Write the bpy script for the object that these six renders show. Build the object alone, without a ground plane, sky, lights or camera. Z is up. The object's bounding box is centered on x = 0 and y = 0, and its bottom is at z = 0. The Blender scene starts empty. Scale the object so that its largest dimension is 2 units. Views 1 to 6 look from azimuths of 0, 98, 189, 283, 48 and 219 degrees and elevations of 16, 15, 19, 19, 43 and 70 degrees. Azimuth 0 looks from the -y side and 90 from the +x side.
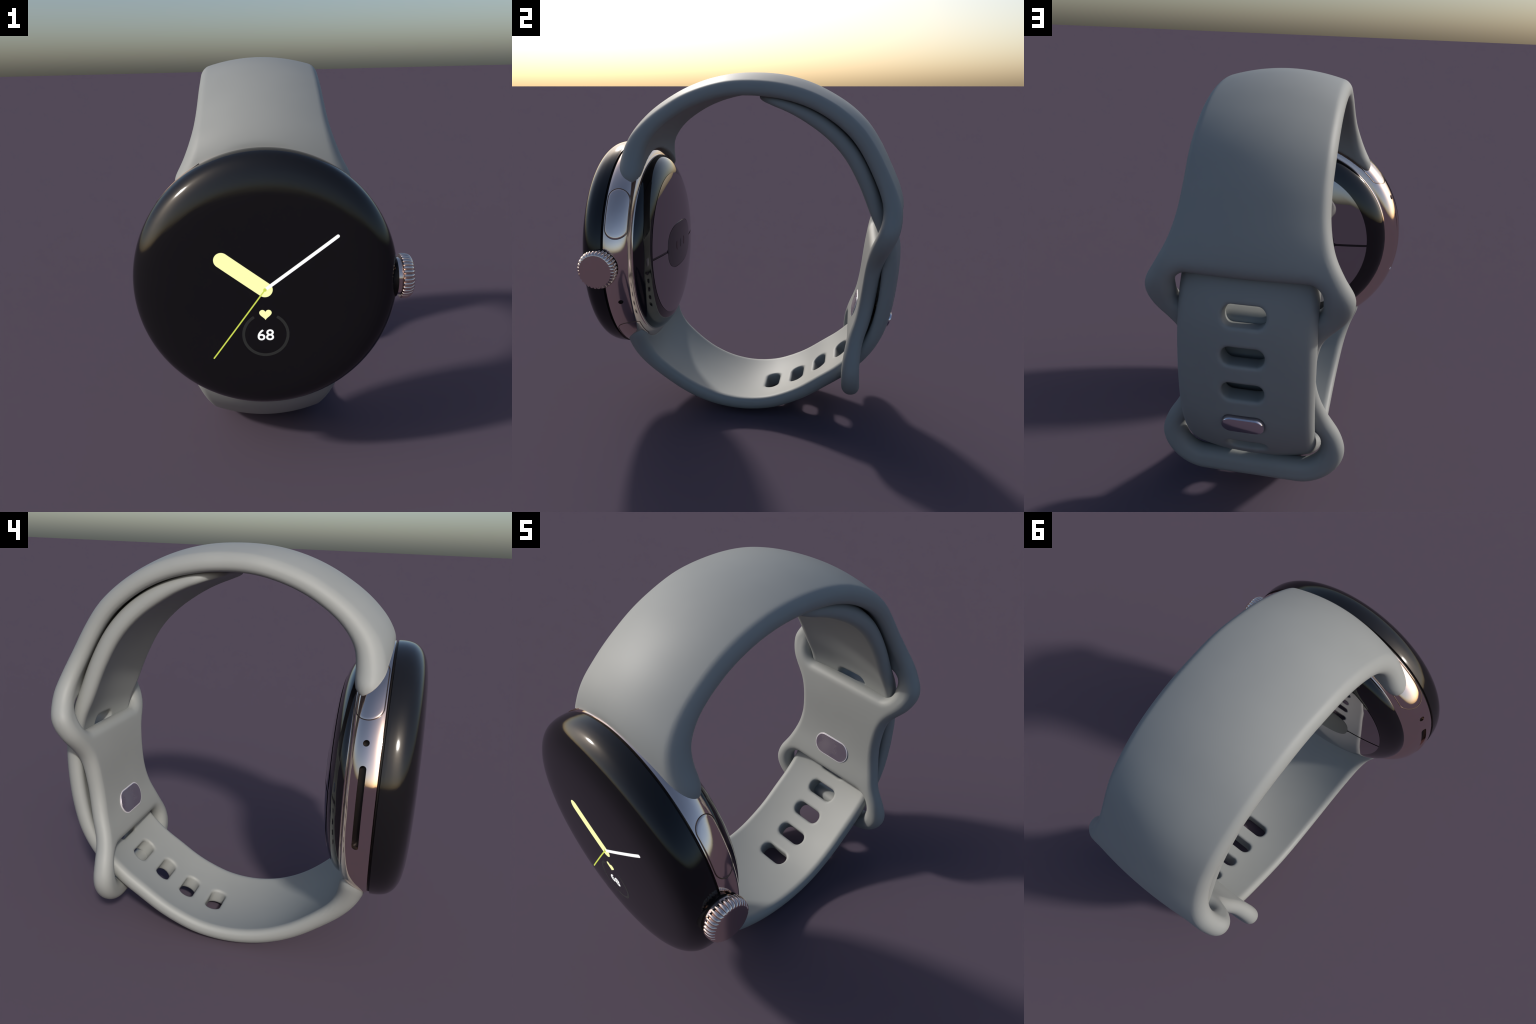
"""Smartwatch with a round domed display and a rubber loop strap.

Frame: metres, z up, the display looks along -y, the strap ring stands on z = 0.
"""
import bpy, bmesh, math
import numpy as np
from mathutils import Vector

CX, CZ = -0.036, 0.995          # axis of the watch body (parallel to y)


# ------------------------------------------------------------------ materials
def new_mat(name):
    m = bpy.data.materials.new(name)
    m.use_nodes = True
    nt = m.node_tree
    return m, nt, nt.nodes["Principled BSDF"]


def setv(b, **kw):
    for k, v in kw.items():
        b.inputs[k.replace("_", " ")].default_value = v


def rubber_material():
    m, nt, b = new_mat("soft_rubber")
    tc = nt.nodes.new("ShaderNodeTexCoord")
    n1 = nt.nodes.new("ShaderNodeTexNoise")
    n1.inputs["Scale"].default_value = 5.0
    n1.inputs["Detail"].default_value = 4.0
    ramp = nt.nodes.new("ShaderNodeValToRGB")
    ramp.color_ramp.elements[0].position = 0.3
    ramp.color_ramp.elements[0].color = (*RUBBER_LO, 1)
    ramp.color_ramp.elements[1].position = 0.7
    ramp.color_ramp.elements[1].color = (*RUBBER_HI, 1)
    n2 = nt.nodes.new("ShaderNodeTexNoise")
    n2.inputs["Scale"].default_value = 220.0
    bump = nt.nodes.new("ShaderNodeBump")
    bump.inputs["Strength"].default_value = 0.04
    bump.inputs["Distance"].default_value = 0.002
    L = nt.links.new
    L(tc.outputs["Object"], n1.inputs["Vector"])
    L(tc.outputs["Object"], n2.inputs["Vector"])
    L(n1.outputs["Fac"], ramp.inputs["Fac"])
    L(ramp.outputs["Color"], b.inputs["Base Color"])
    L(n2.outputs["Fac"], bump.inputs["Height"])
    L(bump.outputs["Normal"], b.inputs["Normal"])
    setv(b, Roughness=0.55)
    b.inputs["Specular IOR Level"].default_value = 0.42
    return m


def metal_material(name, col, rough, smudge=0.05):
    m, nt, b = new_mat(name)
    tc = nt.nodes.new("ShaderNodeTexCoord")
    n1 = nt.nodes.new("ShaderNodeTexNoise")
    n1.inputs["Scale"].default_value = 9.0
    n1.inputs["Detail"].default_value = 5.0
    mr = nt.nodes.new("ShaderNodeMapRange")
    mr.inputs["From Min"].default_value = 0.4
    mr.inputs["From Max"].default_value = 0.75
    mr.inputs["To Min"].default_value = rough
    mr.inputs["To Max"].default_value = rough + smudge
    nt.links.new(tc.outputs["Object"], n1.inputs["Vector"])
    nt.links.new(n1.outputs["Fac"], mr.inputs["Value"])
    nt.links.new(mr.outputs["Result"], b.inputs["Roughness"])
    setv(b, Metallic=1.0)
    b.inputs["Base Color"].default_value = (*col, 1)
    return m


def plain_material(name, col, rough=0.5, coat=0.0, spec=0.5):
    m, nt, b = new_mat(name)
    b.inputs["Base Color"].default_value = (*col, 1)
    setv(b, Roughness=rough)
    b.inputs["Coat Weight"].default_value = coat
    b.inputs["Coat Roughness"].default_value = 0.02
    b.inputs["Specular IOR Level"].default_value = spec
    return m


def lit_pixels(name, col, strength=1.0):
    """Lit parts of the display: they give off light of their own."""
    m, nt, b = new_mat(name)
    b.inputs["Base Color"].default_value = (0, 0, 0, 1)
    setv(b, Roughness=0.3)
    b.inputs["Emission Color"].default_value = (*col, 1)
    b.inputs["Emission Strength"].default_value = strength
    b.inputs["Specular IOR Level"].default_value = 0.1
    return m


RUBBER_LO, RUBBER_HI = (0.256, 0.267, 0.262), (0.266, 0.277, 0.272)
RUBBER = rubber_material()
METAL = metal_material("polished_champagne_steel", (0.85, 0.69, 0.62), 0.06)
CROWN_METAL = metal_material("crown_steel", (0.85, 0.69, 0.62), 0.10)
MIRROR = metal_material("sensor_mirror_coating", (0.48, 0.45, 0.47), 0.03, 0.02)
GLASS = plain_material("black_display_glass", (0.0075, 0.0072, 0.0082), 0.10, 0.0, 0.46)
BACK_GLASS = plain_material("black_back_glass", (0.004, 0.004, 0.005), 0.06, 0.5)
SENSOR = plain_material("smoked_sensor_window", (0.012, 0.011, 0.012), 0.12, 0.5)
LED_RED = plain_material("dark_red_window", (0.045, 0.008, 0.008), 0.15, 0.3)
LED_GREY = plain_material("grey_window", (0.024, 0.022, 0.025), 0.15, 0.3)
DARK = plain_material("dark_gasket", (0.006, 0.005, 0.005), 0.5, 0.0, 0.2)
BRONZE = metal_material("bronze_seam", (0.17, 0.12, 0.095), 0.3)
STEEL = metal_material("peg_steel", (0.74, 0.70, 0.74), 0.08)
BRUSHED = metal_material("satin_peg_steel", (0.78, 0.74, 0.80), 0.25, 0.1)
STEEL_RIM = plain_material("pale_peg_rim", (0.50, 0.48, 0.52), 0.35)
YELLOW = lit_pixels("lit_pale_yellow", (1.0, 1.0, 0.47), 1.0)
LIME = lit_pixels("lit_lime", (0.62, 0.71, 0.10), 1.0)
WHITE = lit_pixels("lit_white", (1.0, 1.0, 1.0), 1.0)
GREY = lit_pixels("lit_dim_grey", (0.026, 0.026, 0.026), 1.0)


# -------------------------------------------------------------------- helpers
def add_mesh(name, verts, faces, mat, parent, angle=None):
    me = bpy.data.meshes.new(name)
    me.from_pydata([tuple(map(float, v)) for v in verts], [],
                   [tuple(map(int, f)) for f in faces])
    return finish(name, me, mat, parent, angle)


def finish(name, me, mat, parent, angle=None):
    bm = bmesh.new()
    bm.from_mesh(me)
    bmesh.ops.recalc_face_normals(bm, faces=bm.faces)
    bm.to_mesh(me)
    bm.free()
    me.polygons.foreach_set("use_smooth", [True] * len(me.polygons))
    if angle:
        me.set_sharp_from_angle(angle=math.radians(angle))
    me.materials.clear()
    me.materials.append(mat)
    ob = bpy.data.objects.new(name, me)
    bpy.context.scene.collection.objects.link(ob)
    ob.parent = parent
    return ob


def spline(points, n):
    """Centripetal Catmull-Rom through control points of any dimension."""
    P = np.asarray(points, float)
    P = np.vstack([2 * P[0] - P[1], P, 2 * P[-1] - P[-2]])
    out = []
    for i in range(1, len(P) - 2):
        p0, p1, p2, p3 = P[i - 1:i + 3]
        t = [0.0]
        for a, b in ((p0, p1), (p1, p2), (p2, p3)):
            t.append(t[-1] + max(np.linalg.norm((b - a)[:2]), 1e-6) ** 0.5)
        for u in np.linspace(t[1], t[2], n, endpoint=False):
            def L(a, b, ta, tb):
                return (tb - u) / (tb - ta) * a + (u - ta) / (tb - ta) * b
            A1, A2, A3 = L(p0, p1, t[0], t[1]), L(p1, p2, t[1], t[2]), L(p2, p3, t[2], t[3])
            B1, B2 = L(A1, A2, t[0], t[2]), L(A2, A3, t[1], t[3])
            out.append(L(B1, B2, t[1], t[2]))
    out.append(P[-2])
    return np.array(out)


def lathe(name, profile, mat, parent, n=192, angle=40, smooth=1):
    """Solid of revolution about the body axis. profile: (radius, y)."""
    prof = spline(profile, smooth) if smooth > 1 else np.array(profile, float)
    verts, faces, rings = [], [], []
    for r, y in prof:
        if r < 1e-6:
            rings.append([len(verts)] * n)
            verts.append((CX, y, CZ))
        else:
            rings.append(list(range(len(verts), len(verts) + n)))
            for k in range(n):
                a = 2 * math.pi * k / n
                verts.append((CX + r * math.cos(a), y, CZ + r * math.sin(a)))
    for A, B in zip(rings[:-1], rings[1:]):
        for k in range(n):
            k2 = (k + 1) % n
            f = [A[k], A[k2], B[k2], B[k]]
            f = [v for i, v in enumerate(f) if v not in f[:i]]
            if len(f) > 2:
                faces.append(f)
    return add_mesh(name, verts, faces, mat, parent, angle)


def boolean_cut(ob, cutters):
    for c in cutters:
        md = ob.modifiers.new("cut", "BOOLEAN")
        md.operation = "DIFFERENCE"
        md.solver = "EXACT"
        md.object = c
    dg = bpy.context.evaluated_depsgraph_get()
    me = bpy.data.meshes.new_from_object(ob.evaluated_get(dg))
    ob.modifiers.clear()
    ob.data = me
    me.polygons.foreach_set("use_smooth", [True] * len(me.polygons))
    me.set_sharp_from_angle(angle=math.radians(40))
    for c in cutters:
        bpy.data.objects.remove(c)


# --------------------------------------------- solids from distance functions
def surface_net(fn, lo, hi, step):
    """Quad mesh of fn = 0 (negative inside), vertices pulled onto the surface."""
    ax = [np.arange(l, h + s, s) for l, h, s in zip(lo, hi, step)]
    G = np.meshgrid(*ax, indexing="ij")
    F = fn(*G)
    nx, ny, nz = (k - 1 for k in F.shape)
    acc = np.zeros((nx, ny, nz, 3))
    cnt = np.zeros((nx, ny, nz))
    corners = [(i, j, k) for i in (0, 1) for j in (0, 1) for k in (0, 1)]
    V = {c: F[c[0]:c[0] + nx, c[1]:c[1] + ny, c[2]:c[2] + nz] for c in corners}
    for a in corners:
        for d in range(3):
            if a[d]:
                continue
            b = list(a)
            b[d] = 1
            b = tuple(b)
            fa, fb = V[a], V[b]
            cross = (fa < 0) != (fb < 0)
            t = np.where(cross, fa / np.where(cross, fa - fb, 1), 0)
            for e in range(3):
                acc[..., e] += np.where(cross, a[e] + (t if e == d else 0), 0)
            cnt += cross
    act = cnt > 0
    idx = -np.ones(cnt.shape, int)
    idx[act] = np.arange(act.sum())
    base = np.argwhere(act)
    p = (base + acc[act] / cnt[act][:, None]) * np.array(step) + np.array(lo)
    faces = []
    S = F < 0
    for d in range(3):
        o1, o2 = [(1, 2), (2, 0), (0, 1)][d]
        sl0 = [slice(1, -1)] * 3
        sl1 = [slice(1, -1)] * 3
        sl0[d] = slice(0, -1)
        sl1[d] = slice(1, None)
        ch = np.argwhere(S[tuple(sl0)] != S[tuple(sl1)])
        ch[:, o1] += 1
        ch[:, o2] += 1
        flip = S[ch[:, 0], ch[:, 1], ch[:, 2]]
        e1 = np.eye(3, dtype=int)[o1]
        e2 = np.eye(3, dtype=int)[o2]
        q = [ch, ch - e1, ch - e1 - e2, ch - e2]
        q = np.stack([idx[c[:, 0], c[:, 1], c[:, 2]] for c in q], 1)
        q[~flip] = q[~flip][:, ::-1]
        faces.append(q)
    faces = np.vstack(faces)
    h = 1e-4
    for _ in range(4):
        f = fn(*p.T)
        g = np.stack([(fn(*(p + h * e).T) - fn(*(p - h * e).T)) / (2 * h)
                      for e in np.eye(3)], 1)
        stepv = g * (f / np.maximum((g * g).sum(1), 0.2))[:, None]
        p = p - np.clip(stepv, -0.006, 0.006)
    return p, faces


def smax(a, b, k):
    h = np.maximum(k - np.abs(a - b), 0) / k
    return np.maximum(a, b) + h * h * k * 0.25


def rbox(u, v, hu, hv, r):
    """Distance to a rounded rectangle."""
    qu, qv = np.abs(u) - hu + r, np.abs(v) - hv + r
    return np.hypot(np.maximum(qu, 0), np.maximum(qv, 0)) + np.minimum(np.maximum(qu, qv), 0) - r


def gauss(x, sig, ds):
    k = int(3 * sig / ds)
    w = np.exp(-0.5 * (np.arange(-k, k + 1) * ds / sig) ** 2)
    w /= w.sum()
    pad = np.concatenate([2 * x[0] - x[k:0:-1], x, 2 * x[-1] - x[-2:-k - 2:-1]])
    return np.convolve(pad, w, "valid")


class Strap:
    """A strap: a spine in the y-z plane carrying half width, half thickness,
    outer crown and inner hollow; bent out of flat (s, t, n) coordinates."""
    DS = 0.004

    def __init__(self, control, side):
        c = spline(control, 24)
        s = np.concatenate([[0], np.cumsum(np.hypot(*np.diff(c[:, :2], axis=0).T))])
        self.s = np.arange(0, s[-1], self.DS)
        cols = [np.interp(self.s, s, c[:, k]) for k in range(c.shape[1])]
        sig = [0.03, 0.03, 0.015, 0.02, 0.03, 0.03]
        cols = [gauss(col, g, self.DS) for col, g in zip(cols, sig)]
        self.y, self.z, self.w, self.h, self.co, self.ci = cols
        ty, tz = np.gradient(self.y), np.gradient(self.z)
        L = np.hypot(ty, tz)
        self.ny, self.nz = -tz / L * side, ty / L * side
        self.len = self.s[-1]

    def at(self, col, s):
        return np.interp(s, self.s, col)

    def where(self, y, z):
        return self.s[np.argmin((self.y - y) ** 2 + (self.z - z) ** 2)]

    def bend(self, s, t, n):
        y, z = self.at(self.y, s), self.at(self.z, s)
        return CX + t, y + n * self.at(self.ny, s), z + n * self.at(self.nz, s)

    def slab(self, s, t, n, d2):
        """Rounded slab of the outline d2 (2D distance, negative inside)."""
        w, h = self.at(self.w, s), self.at(self.h, s)
        arch = np.clip(1 - (t / w) ** 2, 0, 1)
        top = h + self.at(self.co, s) * arch
        bot = -h + self.at(self.ci, s) * arch
        mid, H = (top + bot) / 2, (top - bot) / 2
        r = np.minimum(h, H) * 0.96
        q1, q2 = d2 + r, np.abs(n - mid) - H + r
        return (np.hypot(np.maximum(q1, 0), np.maximum(q2, 0))
                + np.minimum(np.maximum(q1, q2), 0) - r)

    def side_distance(self, s, t):
        w = self.at(self.w, s)
        slope = self.at(np.gradient(self.w, self.DS), s)
        return (np.abs(t) - w) / np.sqrt(1 + slope ** 2)

    def build(self, name, fn, mat, parent, t_max, n_lo, n_hi, s_lo=-0.02, s_hi=None):
        def full(s, t, n):
            f = fn(s, t, n)
            x, y, z = self.bend(s, t, n)
            f = smax(f, -0.7035 - y, 0.006)      # flat lip along the front of the lug
            return smax(f, -np.maximum(np.hypot(x - CX, z - CZ) - 0.575, y + 0.40), 0.004)
        p, faces = surface_net(full, (s_lo, -t_max, n_lo),
                               (s_hi or self.len + 0.03, t_max, n_hi), (0.0095, 0.0095, 0.0075))
        v = np.stack(self.bend(*p.T), 1)
        return add_mesh(name, v, faces, mat, parent)


def corner(a, b, r):
    """2D intersection of two half planes with a round corner of radius r."""
    qa, qb = a + r, b + r
    return np.hypot(np.maximum(qa, 0), np.maximum(qb, 0)) + np.minimum(np.maximum(qa, qb), 0) - r


def pill_outline(hu, hv, n):
    """n points evenly spaced along a pill (stadium) with half sizes hu >= hv."""
    L, arc = 2 * (hu - hv), math.pi * hv
    pts = []
    for k in range(n):
        d = (2 * L + 2 * arc) * k / n
        if d < L:
            pts.append((-L / 2 + d, hv))
        elif d < L + arc:
            a = math.pi / 2 - (d - L) / hv
            pts.append((L / 2 + hv * math.cos(a), hv * math.sin(a)))
        elif d < 2 * L + arc:
            pts.append((L / 2 - (d - L - arc), -hv))
        else:
            a = -math.pi / 2 - (d - 2 * L - arc) / hv
            pts.append((-L / 2 + hv * math.cos(a), hv * math.sin(a)))
    return pts


# ------------------------------------------------------------------ the thing
watch = bpy.data.objects.new("smartwatch", None)
bpy.context.scene.collection.objects.link(watch)
watch["label"] = "round smartwatch with black domed display and pale grey rubber strap"
watch["category"] = "smartwatch"

# ---- strap with two loops: rises from the case, over the top, down the back,
#      through the keeper opening to the inside and ends in a closed loop
#      columns: y, z, half width, half edge thickness, outer crown, inner hollow
LOOP_SPINE = [
    (-0.622, 1.385, 0.425, 0.062, 0.034, 0.0),
    (-0.622, 1.460, 0.408, 0.062, 0.036, 0.005),
    (-0.612, 1.540, 0.367, 0.060, 0.050, 0.020),
    (-0.589, 1.612, 0.337, 0.053, 0.060, 0.030),
    (-0.547, 1.670, 0.319, 0.046, 0.064, 0.038),
    (-0.495, 1.724, 0.309, 0.042, 0.063, 0.041),
    (-0.427, 1.775, 0.304, 0.040, 0.061, 0.041),
    (-0.329, 1.833, 0.301, 0.040, 0.057, 0.041),
    (-0.215, 1.877, 0.300, 0.040, 0.055, 0.041),
    (-0.096, 1.905, 0.302, 0.040, 0.051, 0.037),
    (0.037, 1.910, 0.301, 0.040, 0.0515, 0.037),
    (0.175, 1.897, 0.302, 0.040, 0.053, 0.036),
    (0.306, 1.866, 0.302, 0.040, 0.049, 0.034),
    (0.411, 1.822, 0.302, 0.040, 0.044, 0.032),
    (0.515, 1.755, 0.302, 0.040, 0.046, 0.033),
    (0.601, 1.677, 0.302, 0.040, 0.045, 0.033),
    (0.669, 1.580, 0.302, 0.040, 0.044, 0.033),
    (0.733, 1.460, 0.312, 0.041, 0.040, 0.03),
    (0.779, 1.357, 0.340, 0.044, 0.038, 0.03),
    (0.800, 1.270, 0.386, 0.050, 0.033, 0.025),
    (0.788, 1.180, 0.433, 0.052, 0.026, 0.01),
    (0.752, 1.085, 0.410, 0.050, 0.010, 0.0),
    (0.720, 0.960, 0.313, 0.045, 0.004, 0.0),
    (0.701, 0.820, 0.285, 0.043, 0.004, 0.0),
    (0.688, 0.730, 0.288, 0.043, 0.004, 0.0),
    (0.667, 0.635, 0.310, 0.043, 0.004, 0.0),
    (0.633, 0.540, 0.348, 0.044, 0.004, 0.0),
    (0.613, 0.440, 0.408, 0.048, 0.0, 0.0),
    (0.609, 0.340, 0.437, 0.051, 0.0, 0.0),
    (0.618, 0.168, 0.437, 0.051, 0.0, 0.0),
]
A = Strap(LOOP_SPINE, 1)
keeper = (A.where(0.795, 1.247), A.where(0.75, 1.088))
end_loop = (A.where(0.628, 0.480), A.where(0.613, 0.288))


def loop_strap_shape(s, t, n):
    d = corner(A.side_distance(s, t), s - A.len, 0.22)
    d = smax(d, -s, 0.1)
    for (a, b), half, rad in ((keeper, 0.307, 0.065), (end_loop, 0.322, 0.095)):
        d = np.maximum(d, -rbox(s - (a + b) / 2, t, (b - a) / 2, half, rad))
    return A.slab(s, t, n, d)


loop_strap = A.build("loop_strap", loop_strap_shape, RUBBER, watch, 0.47, -0.17, 0.12)

# ---- strap with the row of holes: from the case along the ground, out through
#      the end loop, up the back and in through the keeper, to a thin tail
HOLE_SPINE = [
    (-0.630, 0.605, 0.425, 0.060, 0.034, 0.02),
    (-0.630, 0.530, 0.402, 0.060, 0.038, 0.03),
    (-0.612, 0.440, 0.366, 0.054, 0.054, 0.045),
    (-0.562, 0.355, 0.341, 0.045, 0.060, 0.046),
    (-0.475, 0.272, 0.325, 0.041, 0.060, 0.044),
    (-0.353, 0.181, 0.312, 0.040, 0.060, 0.042),
    (-0.228, 0.121, 0.305, 0.040, 0.054, 0.040),
    (-0.113, 0.092, 0.302, 0.040, 0.048, 0.040),
    (-0.001, 0.084, 0.301, 0.040, 0.044, 0.040),
    (0.122, 0.098, 0.301, 0.040, 0.044, 0.040),
    (0.205, 0.124, 0.301, 0.040, 0.044, 0.040),
    (0.325, 0.179, 0.300, 0.040, 0.044, 0.038),
    (0.446, 0.259, 0.300, 0.040, 0.044, 0.032),
    (0.549, 0.330, 0.299, 0.040, 0.044, 0.03),
    (0.671, 0.452, 0.298, 0.040, 0.044, 0.03),
    (0.737, 0.566, 0.298, 0.040, 0.042, 0.03),
    (0.771, 0.684, 0.297, 0.040, 0.038, 0.03),
    (0.790, 0.815, 0.296, 0.040, 0.038, 0.03),
    (0.795, 0.950, 0.295, 0.040, 0.044, 0.03),
    (0.790, 1.050, 0.293, 0.040, 0.046, 0.030),
    (0.768, 1.155, 0.291, 0.040, 0.043, 0.030),
    (0.719, 1.262, 0.289, 0.041, 0.040, 0.034),
    (0.655, 1.418, 0.287, 0.042, 0.040, 0.035),
    (0.571, 1.568, 0.285, 0.042, 0.038, 0.034),
    (0.474, 1.674, 0.283, 0.041, 0.038, 0.032),
    (0.377, 1.746, 0.280, 0.039, 0.036, 0.028),
    (0.277, 1.800, 0.277, 0.031, 0.034, 0.02),
    (0.170, 1.840, 0.272, 0.024, 0.030, 0.018),
    (0.060, 1.864, 0.264, 0.016, 0.026, 0.015),
]
B = Strap(HOLE_SPINE, -1)
HOLE_PITCH = 0.1631
s_peg = B.where(0.752, 0.595)
hole_centres = [s_peg + HOLE_PITCH * k * (1.0 if k > 0 else 1.013) for k in range(-5, 4)]


def hole_strap_shape(s, t, n):
    d = corner(B.side_distance(s, t), s - B.len, 0.14)
    d = smax(d, -s, 0.1)
    f = B.slab(s, t, n, d)
    for c in hole_centres:
        f = smax(f, -rbox(s - c, t, 0.041, 0.091, 0.038), 0.014)
    return f


hole_strap = B.build("perforated_strap", hole_strap_shape, RUBBER, watch, 0.47, -0.17, 0.12)

# ---- fastening peg: pill-shaped steel stud set in the inner plate, through a hole
s_base = A.where(0.667, 0.640)
plate_axis = Vector((0, A.at(A.ny, s_base), A.at(A.nz, s_base)))
peg_in = Vector(A.bend(s_base, 0.0, -A.at(A.h, s_base)))
stud_axis = Vector((0, B.at(B.ny, s_peg), B.at(B.nz, s_peg)))
peg_out = Vector(B.bend(s_peg, 0.0, B.at(B.h, s_peg) + B.at(B.co, s_peg) + 0.011))
X_AXIS = Vector((1, 0, 0))


def pill_prism(name, centre, axis, up, rings, mat, parent, n=48):
    """rings: (offset along axis, half length, half width)."""
    side = Vector((1, 0, 0))
    verts, faces = [], []
    for off, hl, hw in rings:
        for k in range(n):
            a = 2 * math.pi * k / n
            u, v = math.cos(a), math.sin(a)
            x = (hl - hw) * (1 if u >= 0 else -1) + hw * u
            verts.append(centre + axis * off + side * x + up * (hw * v))
    m = len(rings)
    for i in range(m - 1):
        for k in range(n):
            k2 = (k + 1) % n
            faces.append((i * n + k, i * n + k2, (i + 1) * n + k2, (i + 1) * n + k))
    faces.append(range(n))
    faces.append(range((m - 1) * n, m * n))
    return add_mesh(name, verts, faces, mat, parent, 35)


peg = pill_prism("fastening_peg", peg_out, -stud_axis, X_AXIS.cross(stud_axis),
                 [(0.0, 0.088, 0.036), (0.0015, 0.092, 0.040), (0.005, 0.094, 0.042), (0.03, 0.094, 0.042),
                  (0.034, 0.074, 0.030), (0.20, 0.074, 0.030)], STEEL, loop_strap)
pill_prism("peg_base", peg_in, plate_axis, X_AXIS.cross(plate_axis),
           [(-0.0062, 0.117, 0.059), (-0.0050, 0.118, 0.060), (0.02, 0.118, 0.060)], BRUSHED, peg)
pill_prism("peg_rim", peg_in, plate_axis, X_AXIS.cross(plate_axis),
           [(-0.0048, 0.1225, 0.0645), (-0.0035, 0.124, 0.066), (0.015, 0.124, 0.066)], STEEL_RIM, peg)

# ---- case: polished band with a soft belly and a tucked back edge
CASE_SIDE = spline([(0.610, -0.708), (0.6125, -0.695), (0.6125, -0.676), (0.609, -0.653), (0.6015, -0.631),
                    (0.591, -0.612), (0.577, -0.5965), (0.561, -0.5865), (0.547, -0.5810), (0.538, -0.5785)], 4)
CASE_PROFILE = [(0.0, -0.700), (0.594, -0.700), (0.597, -0.7105), (0.604, -0.7125)]
CASE_PROFILE += CASE_SIDE.tolist()
CASE_PROFILE += [(0.534, -0.577), (0.531, -0.572), (0.40, -0.53), (0.0, -0.52)]
case = lathe("case", CASE_PROFILE, METAL, watch, n=256)


def case_radius(y):
    return float(np.interp(y, CASE_SIDE[:, 1], CASE_SIDE[:, 0]))


def on_case(angle, y, lift=0.0):
    r = case_radius(y) + lift
    return Vector((CX + r * math.cos(angle), y, CZ + r * math.sin(angle)))


def case_patch(name, angle, y, half_arc, half_y, mat, parent, lift, depth, nseg=72):
    """Pill-shaped piece that follows the curve of the case."""
    verts, faces = [], []
    rings = [(f, lift) for f in (0.0, 0.2, 0.4, 0.6, 0.8, 0.93)]
    rings += [(0.98, lift - 0.0004), (1.0, lift - 0.0015), (1.0, -depth)]
    edge = pill_outline(half_arc, half_y, nseg)
    for f, l in rings:
        verts += [on_case(angle + u * f / 0.612, y + v * f, l) for u, v in edge]
    for k in range(len(rings) - 1):
        for i in range(nseg):
            j = (i + 1) % nseg
            faces.append((k * nseg + i, k * nseg + j, (k + 1) * nseg + j, (k + 1) * nseg + i))
    ob = add_mesh(name, verts, faces, mat, parent, 50)
    bm = bmesh.new()
    bm.from_mesh(ob.data)
    bmesh.ops.remove_doubles(bm, verts=bm.verts, dist=1e-5)
    bm.to_mesh(ob.data)
    bm.free()
    return ob


def radial_hole(angle, y, half_arc, half_y, depth):
    """Stadium cutter that points along the radius at the given angle."""
    n = 240 if half_arc > 0.05 else 48
    verts = [on_case(angle + u / 0.612, y + v, lift)
             for lift in (0.03, -depth) for u, v in pill_outline(half_arc, half_y, n)]
    faces = [(i, (i + 1) % n, n + (i + 1) % n, n + i) for i in range(n)]
    faces += [range(n), range(n, 2 * n)]
    return add_mesh("cutter", verts, faces, DARK, None)


MIC, SPEAKER, VENT = math.radians(180 - 26.4), math.radians(180.0), math.radians(-19.6)
boolean_cut(case, [radial_hole(MIC, -0.6465, 0.0137, 0.0136, 0.03),
                   radial_hole(SPEAKER, -0.6450, 0.190, 0.0145, 0.035),
                   radial_hole(VENT, -0.640, 0.0131, 0.013, 0.03)])
for nm, ang, y, ha in (("microphone_hole", MIC, -0.6465, 0.0137), ("speaker_slot", SPEAKER, -0.645, 0.190),
                       ("vent_hole", VENT, -0.640, 0.0125)):
    case_patch(nm, ang, y, ha + 0.003, 0.0155, DARK, case, -0.018, 0.03)


def seam(name, angle, y, half_arc, half_y, mat, parent, rad=0.0021):
    """Fine seam line around a pill-shaped piece."""
    pts = pill_outline(half_arc, half_y, 96)
    path = [on_case(angle + u / 0.612, y + v, 0.0005) for u, v in pts]
    verts, faces, n, m = [], [], len(path), 6
    for i, p in enumerate(path):
        t = (path[(i + 1) % n] - path[i - 1]).normalized()
        nor = (p - Vector((CX, p.y, CZ))).normalized()
        b = t.cross(nor).normalized()
        for k in range(m):
            a = 2 * math.pi * k / m
            verts.append(p + (nor * math.cos(a) + b * math.sin(a)) * rad)
    for i in range(n):
        for k in range(m):
            faces.append((i * m + k, i * m + (k + 1) % m, ((i + 1) % n) * m + (k + 1) % m, ((i + 1) % n) * m + k))
    return add_mesh(name, verts, faces, mat, parent)


BUTTON = math.radians(27.8)
btn = case_patch("side_button", BUTTON, -0.6455, 0.141, 0.0545, METAL, case, 0.0015, 0.01)
seam("button_seam", BUTTON, -0.6455, 0.143, 0.0565, BRONZE, btn)
for ang in (math.radians(180 - 50), math.radians(-50)):
    rb = case_patch("release_button", ang, -0.645, 0.152, 0.055, METAL, case, 0.0012, 0.01)
    seam("release_seam", ang, -0.645, 0.154, 0.057, BRONZE, rb)

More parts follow.
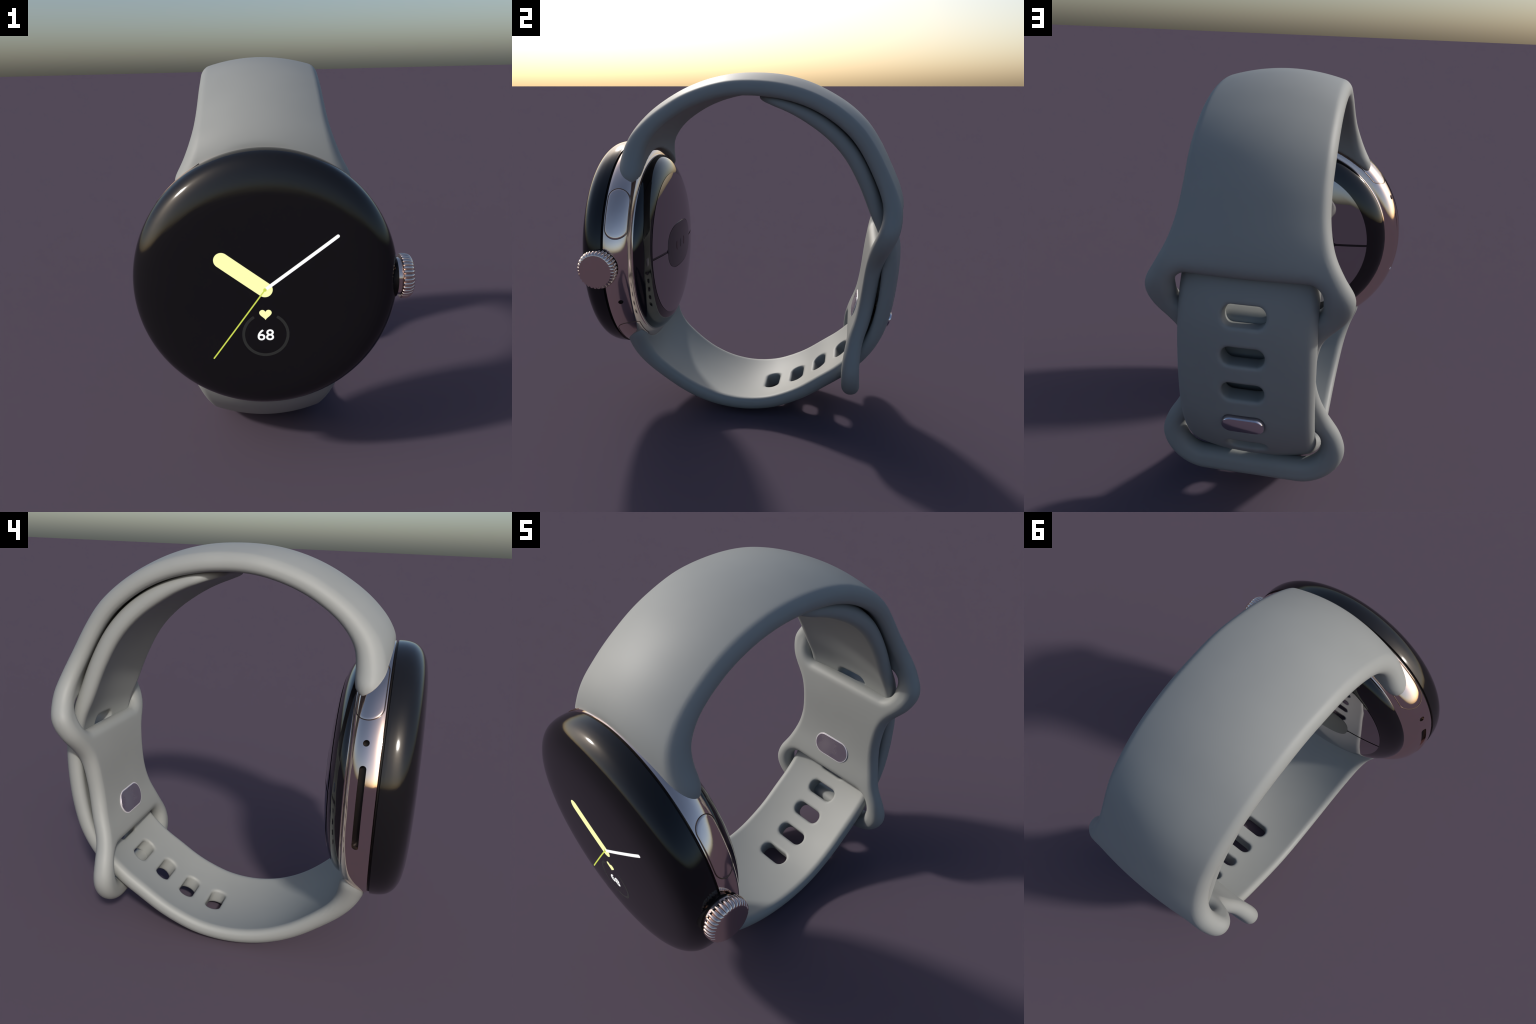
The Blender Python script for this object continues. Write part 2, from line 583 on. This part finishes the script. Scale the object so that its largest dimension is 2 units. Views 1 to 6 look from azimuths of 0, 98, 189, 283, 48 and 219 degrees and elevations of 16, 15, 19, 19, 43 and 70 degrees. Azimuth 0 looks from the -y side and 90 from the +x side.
# ---- domed display glass and its gasket
GLASS_PROFILE = [(0.0, -0.880), (0.12, -0.8795), (0.25, -0.8775), (0.36, -0.8745), (0.44, -0.870),
                 (0.50, -0.862), (0.545, -0.849), (0.579, -0.828), (0.601, -0.800), (0.611, -0.768),
                 (0.6135, -0.738), (0.613, -0.7205), (0.602, -0.7185), (0.0, -0.7180)]
glass = lathe("display_glass", spline(GLASS_PROFILE[:12], 6).tolist() + GLASS_PROFILE[12:], GLASS, watch, n=256)
lathe("gasket", [(0.0, -0.7195), (0.6035, -0.7195), (0.6035, -0.711), (0.0, -0.711)], DARK, watch)
DOME = spline(GLASS_PROFILE[:12], 6)


def on_glass(x, z, lift):
    r = math.hypot(x - CX, z - CZ)
    return (x, float(np.interp(r, DOME[:, 0], DOME[:, 1])) - lift, z)


def face_strip(name, rails, mat, lift):
    """Thin lit shape on the dome; rails: list of cross rows of (x, z)."""
    m = len(rails[0])
    verts, faces = [], []
    for l in (lift, lift - 0.0025):
        for row in rails:
            verts += [on_glass(x, z, l) for x, z in row]
    n = len(rails)
    for o in (0, n * m):
        for i in range(n - 1):
            for k in range(m - 1):
                a = o + i * m + k
                faces.append((a, a + 1, a + m + 1, a + m))
    ring = [k for k in range(m)] + [i * m + m - 1 for i in range(1, n)]
    ring += [(n - 1) * m + k for k in range(m - 2, -1, -1)] + [i * m for i in range(n - 2, 0, -1)]
    for a, b in zip(ring, ring[1:] + ring[:1]):
        faces.append((a, b, b + n * m, a + n * m))
    return add_mesh(name, verts, faces, mat, glass, 40)


def hand(name, x0, z0, x1, z1, half, mat, lift):
    d = np.array([x1 - x0, z1 - z0])
    L = np.hypot(*d)
    d /= L
    e = np.array([-d[1], d[0]])
    cap = [half * (1 - math.cos(a)) for a in np.linspace(0.12, math.pi / 2, 9)]
    us = [-half + c for c in cap] + list(np.linspace(0, L, 26)[1:-1]) + [L + half - c for c in cap[::-1]]
    rails = []
    for u in us:
        k = max(0, -u, u - L) / half
        wdt = half * math.sqrt(max(1 - k * k, 0))
        rails.append([tuple(np.array([x0, z0]) + d * u + e * wdt * v) for v in np.linspace(-1, 1, 7)])
    return face_strip(name, rails, mat, lift)


HX, HZ = -0.0405, 0.9945
hand("hour_hand", HX, HZ, -0.2315, 1.1355, 0.0345, YELLOW, 0.0004)
hand("minute_hand", HX + 0.008, HZ + 0.006, 0.2835, 1.2315, 0.0075, WHITE, 0.0008)
hand("second_hand", HX, HZ, -0.2805, 0.6650, 0.0030, LIME, 0.0012)
disc = [[(HX + r * math.cos(a), HZ + r * math.sin(a)) for a in np.linspace(0, 2 * math.pi, 25)] for r in (0.0005, 0.004, 0.0078)]
face_strip("hand_pivot", disc, LIME, 0.0015)
RX, RZ = -0.0405, 0.7790
arc = [[(RX + r * math.cos(a), RZ + r * math.sin(a)) for r in np.linspace(0.0945, 0.1075, 4)]
       for a in np.radians(np.linspace(121, 121 + 298, 90))]
face_strip("gauge_ring", arc, GREY, 0.0004)
heart = []
for r in np.linspace(0.02, 1, 6):
    row = []
    for t in np.linspace(0, 2 * math.pi, 61):
        x = 16 * math.sin(t) ** 3
        z = 13 * math.cos(t) - 5 * math.cos(2 * t) - 2 * math.cos(3 * t) - math.cos(4 * t)
        row.append((HX + 0.00175 * r * x, 0.8755 + 0.00172 * r * (z + 2)))
    heart.append(row)
face_strip("heart_symbol", heart, YELLOW, 0.0004)

cu = bpy.data.curves.new("heart_rate_number", "FONT")
cu.body = "68"
cu.size = 0.074
cu.align_x = "CENTER"
cu.offset = 0.0007
cu.extrude = 0.0
tmp = bpy.data.objects.new("tmp", cu)
bpy.context.scene.collection.objects.link(tmp)
dg = bpy.context.evaluated_depsgraph_get()
tm = bpy.data.meshes.new_from_object(tmp.evaluated_get(dg))
bpy.data.objects.remove(tmp)
bm = bmesh.new()
bm.from_mesh(tm)
co = np.array([v.co for v in bm.verts])
mx, my = (co.max(0) + co.min(0))[:2] / 2
kx, kz = 0.0745 / np.ptp(co[:, 0]), 0.0535 / np.ptp(co[:, 1])
for v in bm.verts:
    v.co = Vector(on_glass(-0.0408 + (v.co.x - mx) * kx, 0.7775 + (v.co.y - my) * kz, -0.001))
ext = bmesh.ops.extrude_face_region(bm, geom=bm.faces[:])
for v in ext["geom"]:
    if isinstance(v, bmesh.types.BMVert):
        v.co.y -= 0.0016
bm.to_mesh(tm)
bm.free()
tm.name = "heart_rate_number"
finish("heart_rate_number", tm, WHITE, glass, 30)

# ---- back cover: black glass ring, mirror-coated disc, sensor window
BACK_PROFILE = [(0.532, -0.583), (0.529, -0.565), (0.517, -0.547), (0.494, -0.528), (0.464, -0.512), (0.430, -0.4995),
                (0.38, -0.488), (0.30, -0.474), (0.20, -0.463), (0.10, -0.457), (0.0, -0.455)]
back = lathe("back_cover", spline(BACK_PROFILE, 5).tolist(), BACK_GLASS, watch, n=256, angle=60)
BACK = spline(BACK_PROFILE, 5)[::-1]


def on_back(x, z, lift):
    r = math.hypot(x, z)
    return (CX + x, float(np.interp(r, BACK[:, 0], BACK[:, 1])) + lift, CZ + z)


def back_piece(name, rows, mat, lift, parent):
    m, n = len(rows[0]), len(rows)
    verts = [on_back(x, z, lift) for row in rows for x, z in row]
    verts += [on_back(x, z, -0.002) for x, z in rows[-1]]
    faces = [(i * m + k, i * m + (k + 1) % m, (i + 1) * m + (k + 1) % m, (i + 1) * m + k)
             for i in range(n) for k in range(m)]
    return add_mesh(name, verts, faces, mat, parent, 40)


SENSOR_W, SENSOR_H = 0.235, 0.130


def sensor_edge(a, f=1.0):
    c, s = math.cos(a), math.sin(a)
    return (SENSOR_W * f * math.copysign(abs(c) ** 0.75, c), SENSOR_H * f * math.copysign(abs(s) ** 0.75, s))


def half_disc(sign):
    """Half of the mirror disc, between the divider line and the rim."""
    rows = []
    for f in np.linspace(0.0, 1, 14):
        row = []
        for a in np.linspace(0, math.pi, 90):
            # inner path follows the divider line, outer path the rim
            xi, zi = 0.427 * math.cos(a), 0.0065
            if abs(xi) < SENSOR_W:
                zi = max(zi, SENSOR_H * (1 - (abs(xi) / SENSOR_W) ** 2.67) ** (1 / 2.67) + 0.003)
            xo = 0.427 * math.cos(a)
            zo = max(0.427 * math.sin(a), zi)
            row.append((xi + (xo - xi) * f, sign * (zi + (zo - zi) * f)))
        rows.append(row)
    m = len(rows[0])
    verts = [on_back(x, z, 0.0022) for r in rows for x, z in r]
    faces = [(i * m + k, i * m + k + 1, (i + 1) * m + k + 1, (i + 1) * m + k)
             for i in range(len(rows) - 1) for k in range(m - 1)]
    return verts, faces


for sign in (1, -1):
    v, f = half_disc(sign)
    add_mesh("electrode_plate", v, f, MIRROR, back)
sens = [[sensor_edge(a, f) for a in np.linspace(0, 2 * math.pi, 72, endpoint=False)]
        for f in (0.001, 0.25, 0.5, 0.75, 0.97, 1.0)]
back_piece("sensor_window", sens, SENSOR, 0.0030, back)

for dx in (-0.075, 0.0, 0.075):
    led = [[(dx + 0.011 * f * math.cos(a), 0.026 * f * math.sin(a)) for a in np.linspace(0, 2 * math.pi, 32, endpoint=False)]
           for f in (0.01, 0.5, 0.95, 1.0)]
    back_piece("light_window", led, LED_RED if dx else LED_GREY, 0.0040, back)

# ---- crown: knurled knob on a collar, in a dark recess at the edge of the glass
CR_Y, CR_Z, RIBS = -0.728, 0.995, 32


def crown_ring(rows, n, mat, name, parent, ribbed=True):
    """rows: (x, radius, rib depth)."""
    verts, faces = [], []
    for x, r, d in rows:
        for k in range(n):
            a = 2 * math.pi * k / n
            ph = abs(math.sin(RIBS * a / 2))
            rr = r - d * (1 - ph ** 0.4)
            verts.append((x, CR_Y + rr * math.cos(a), CR_Z + rr * math.sin(a)))
    m = len(rows)
    for i in range(m - 1):
        for k in range(n):
            k2 = (k + 1) % n
            faces.append((i * n + k, i * n + k2, (i + 1) * n + k2, (i + 1) * n + k))
    faces += [range(n), range((m - 1) * n, m * n)]
    return add_mesh(name, verts, faces, mat, parent, 40)


crown = crown_ring([(0.592, 0.094, 0.0), (0.592, 0.102, 0.010), (0.594, 0.105, 0.011), (0.606, 0.106, 0.011),
                    (0.620, 0.105, 0.011), (0.630, 0.102, 0.010), (0.638, 0.097, 0.008), (0.643, 0.090, 0.004),
                    (0.6455, 0.086, 0.0), (0.646, 0.082, 0.0)], RIBS * 12, CROWN_METAL, "crown", case)
crown_ring([(0.50, 0.088, 0), (0.589, 0.088, 0), (0.591, 0.085, 0), (0.594, 0.085, 0)], 96, METAL, "crown_collar", crown)
crown_ring([(0.48, 0.098, 0), (0.570, 0.098, 0), (0.572, 0.094, 0)], 96, DARK, "crown_recess", crown)
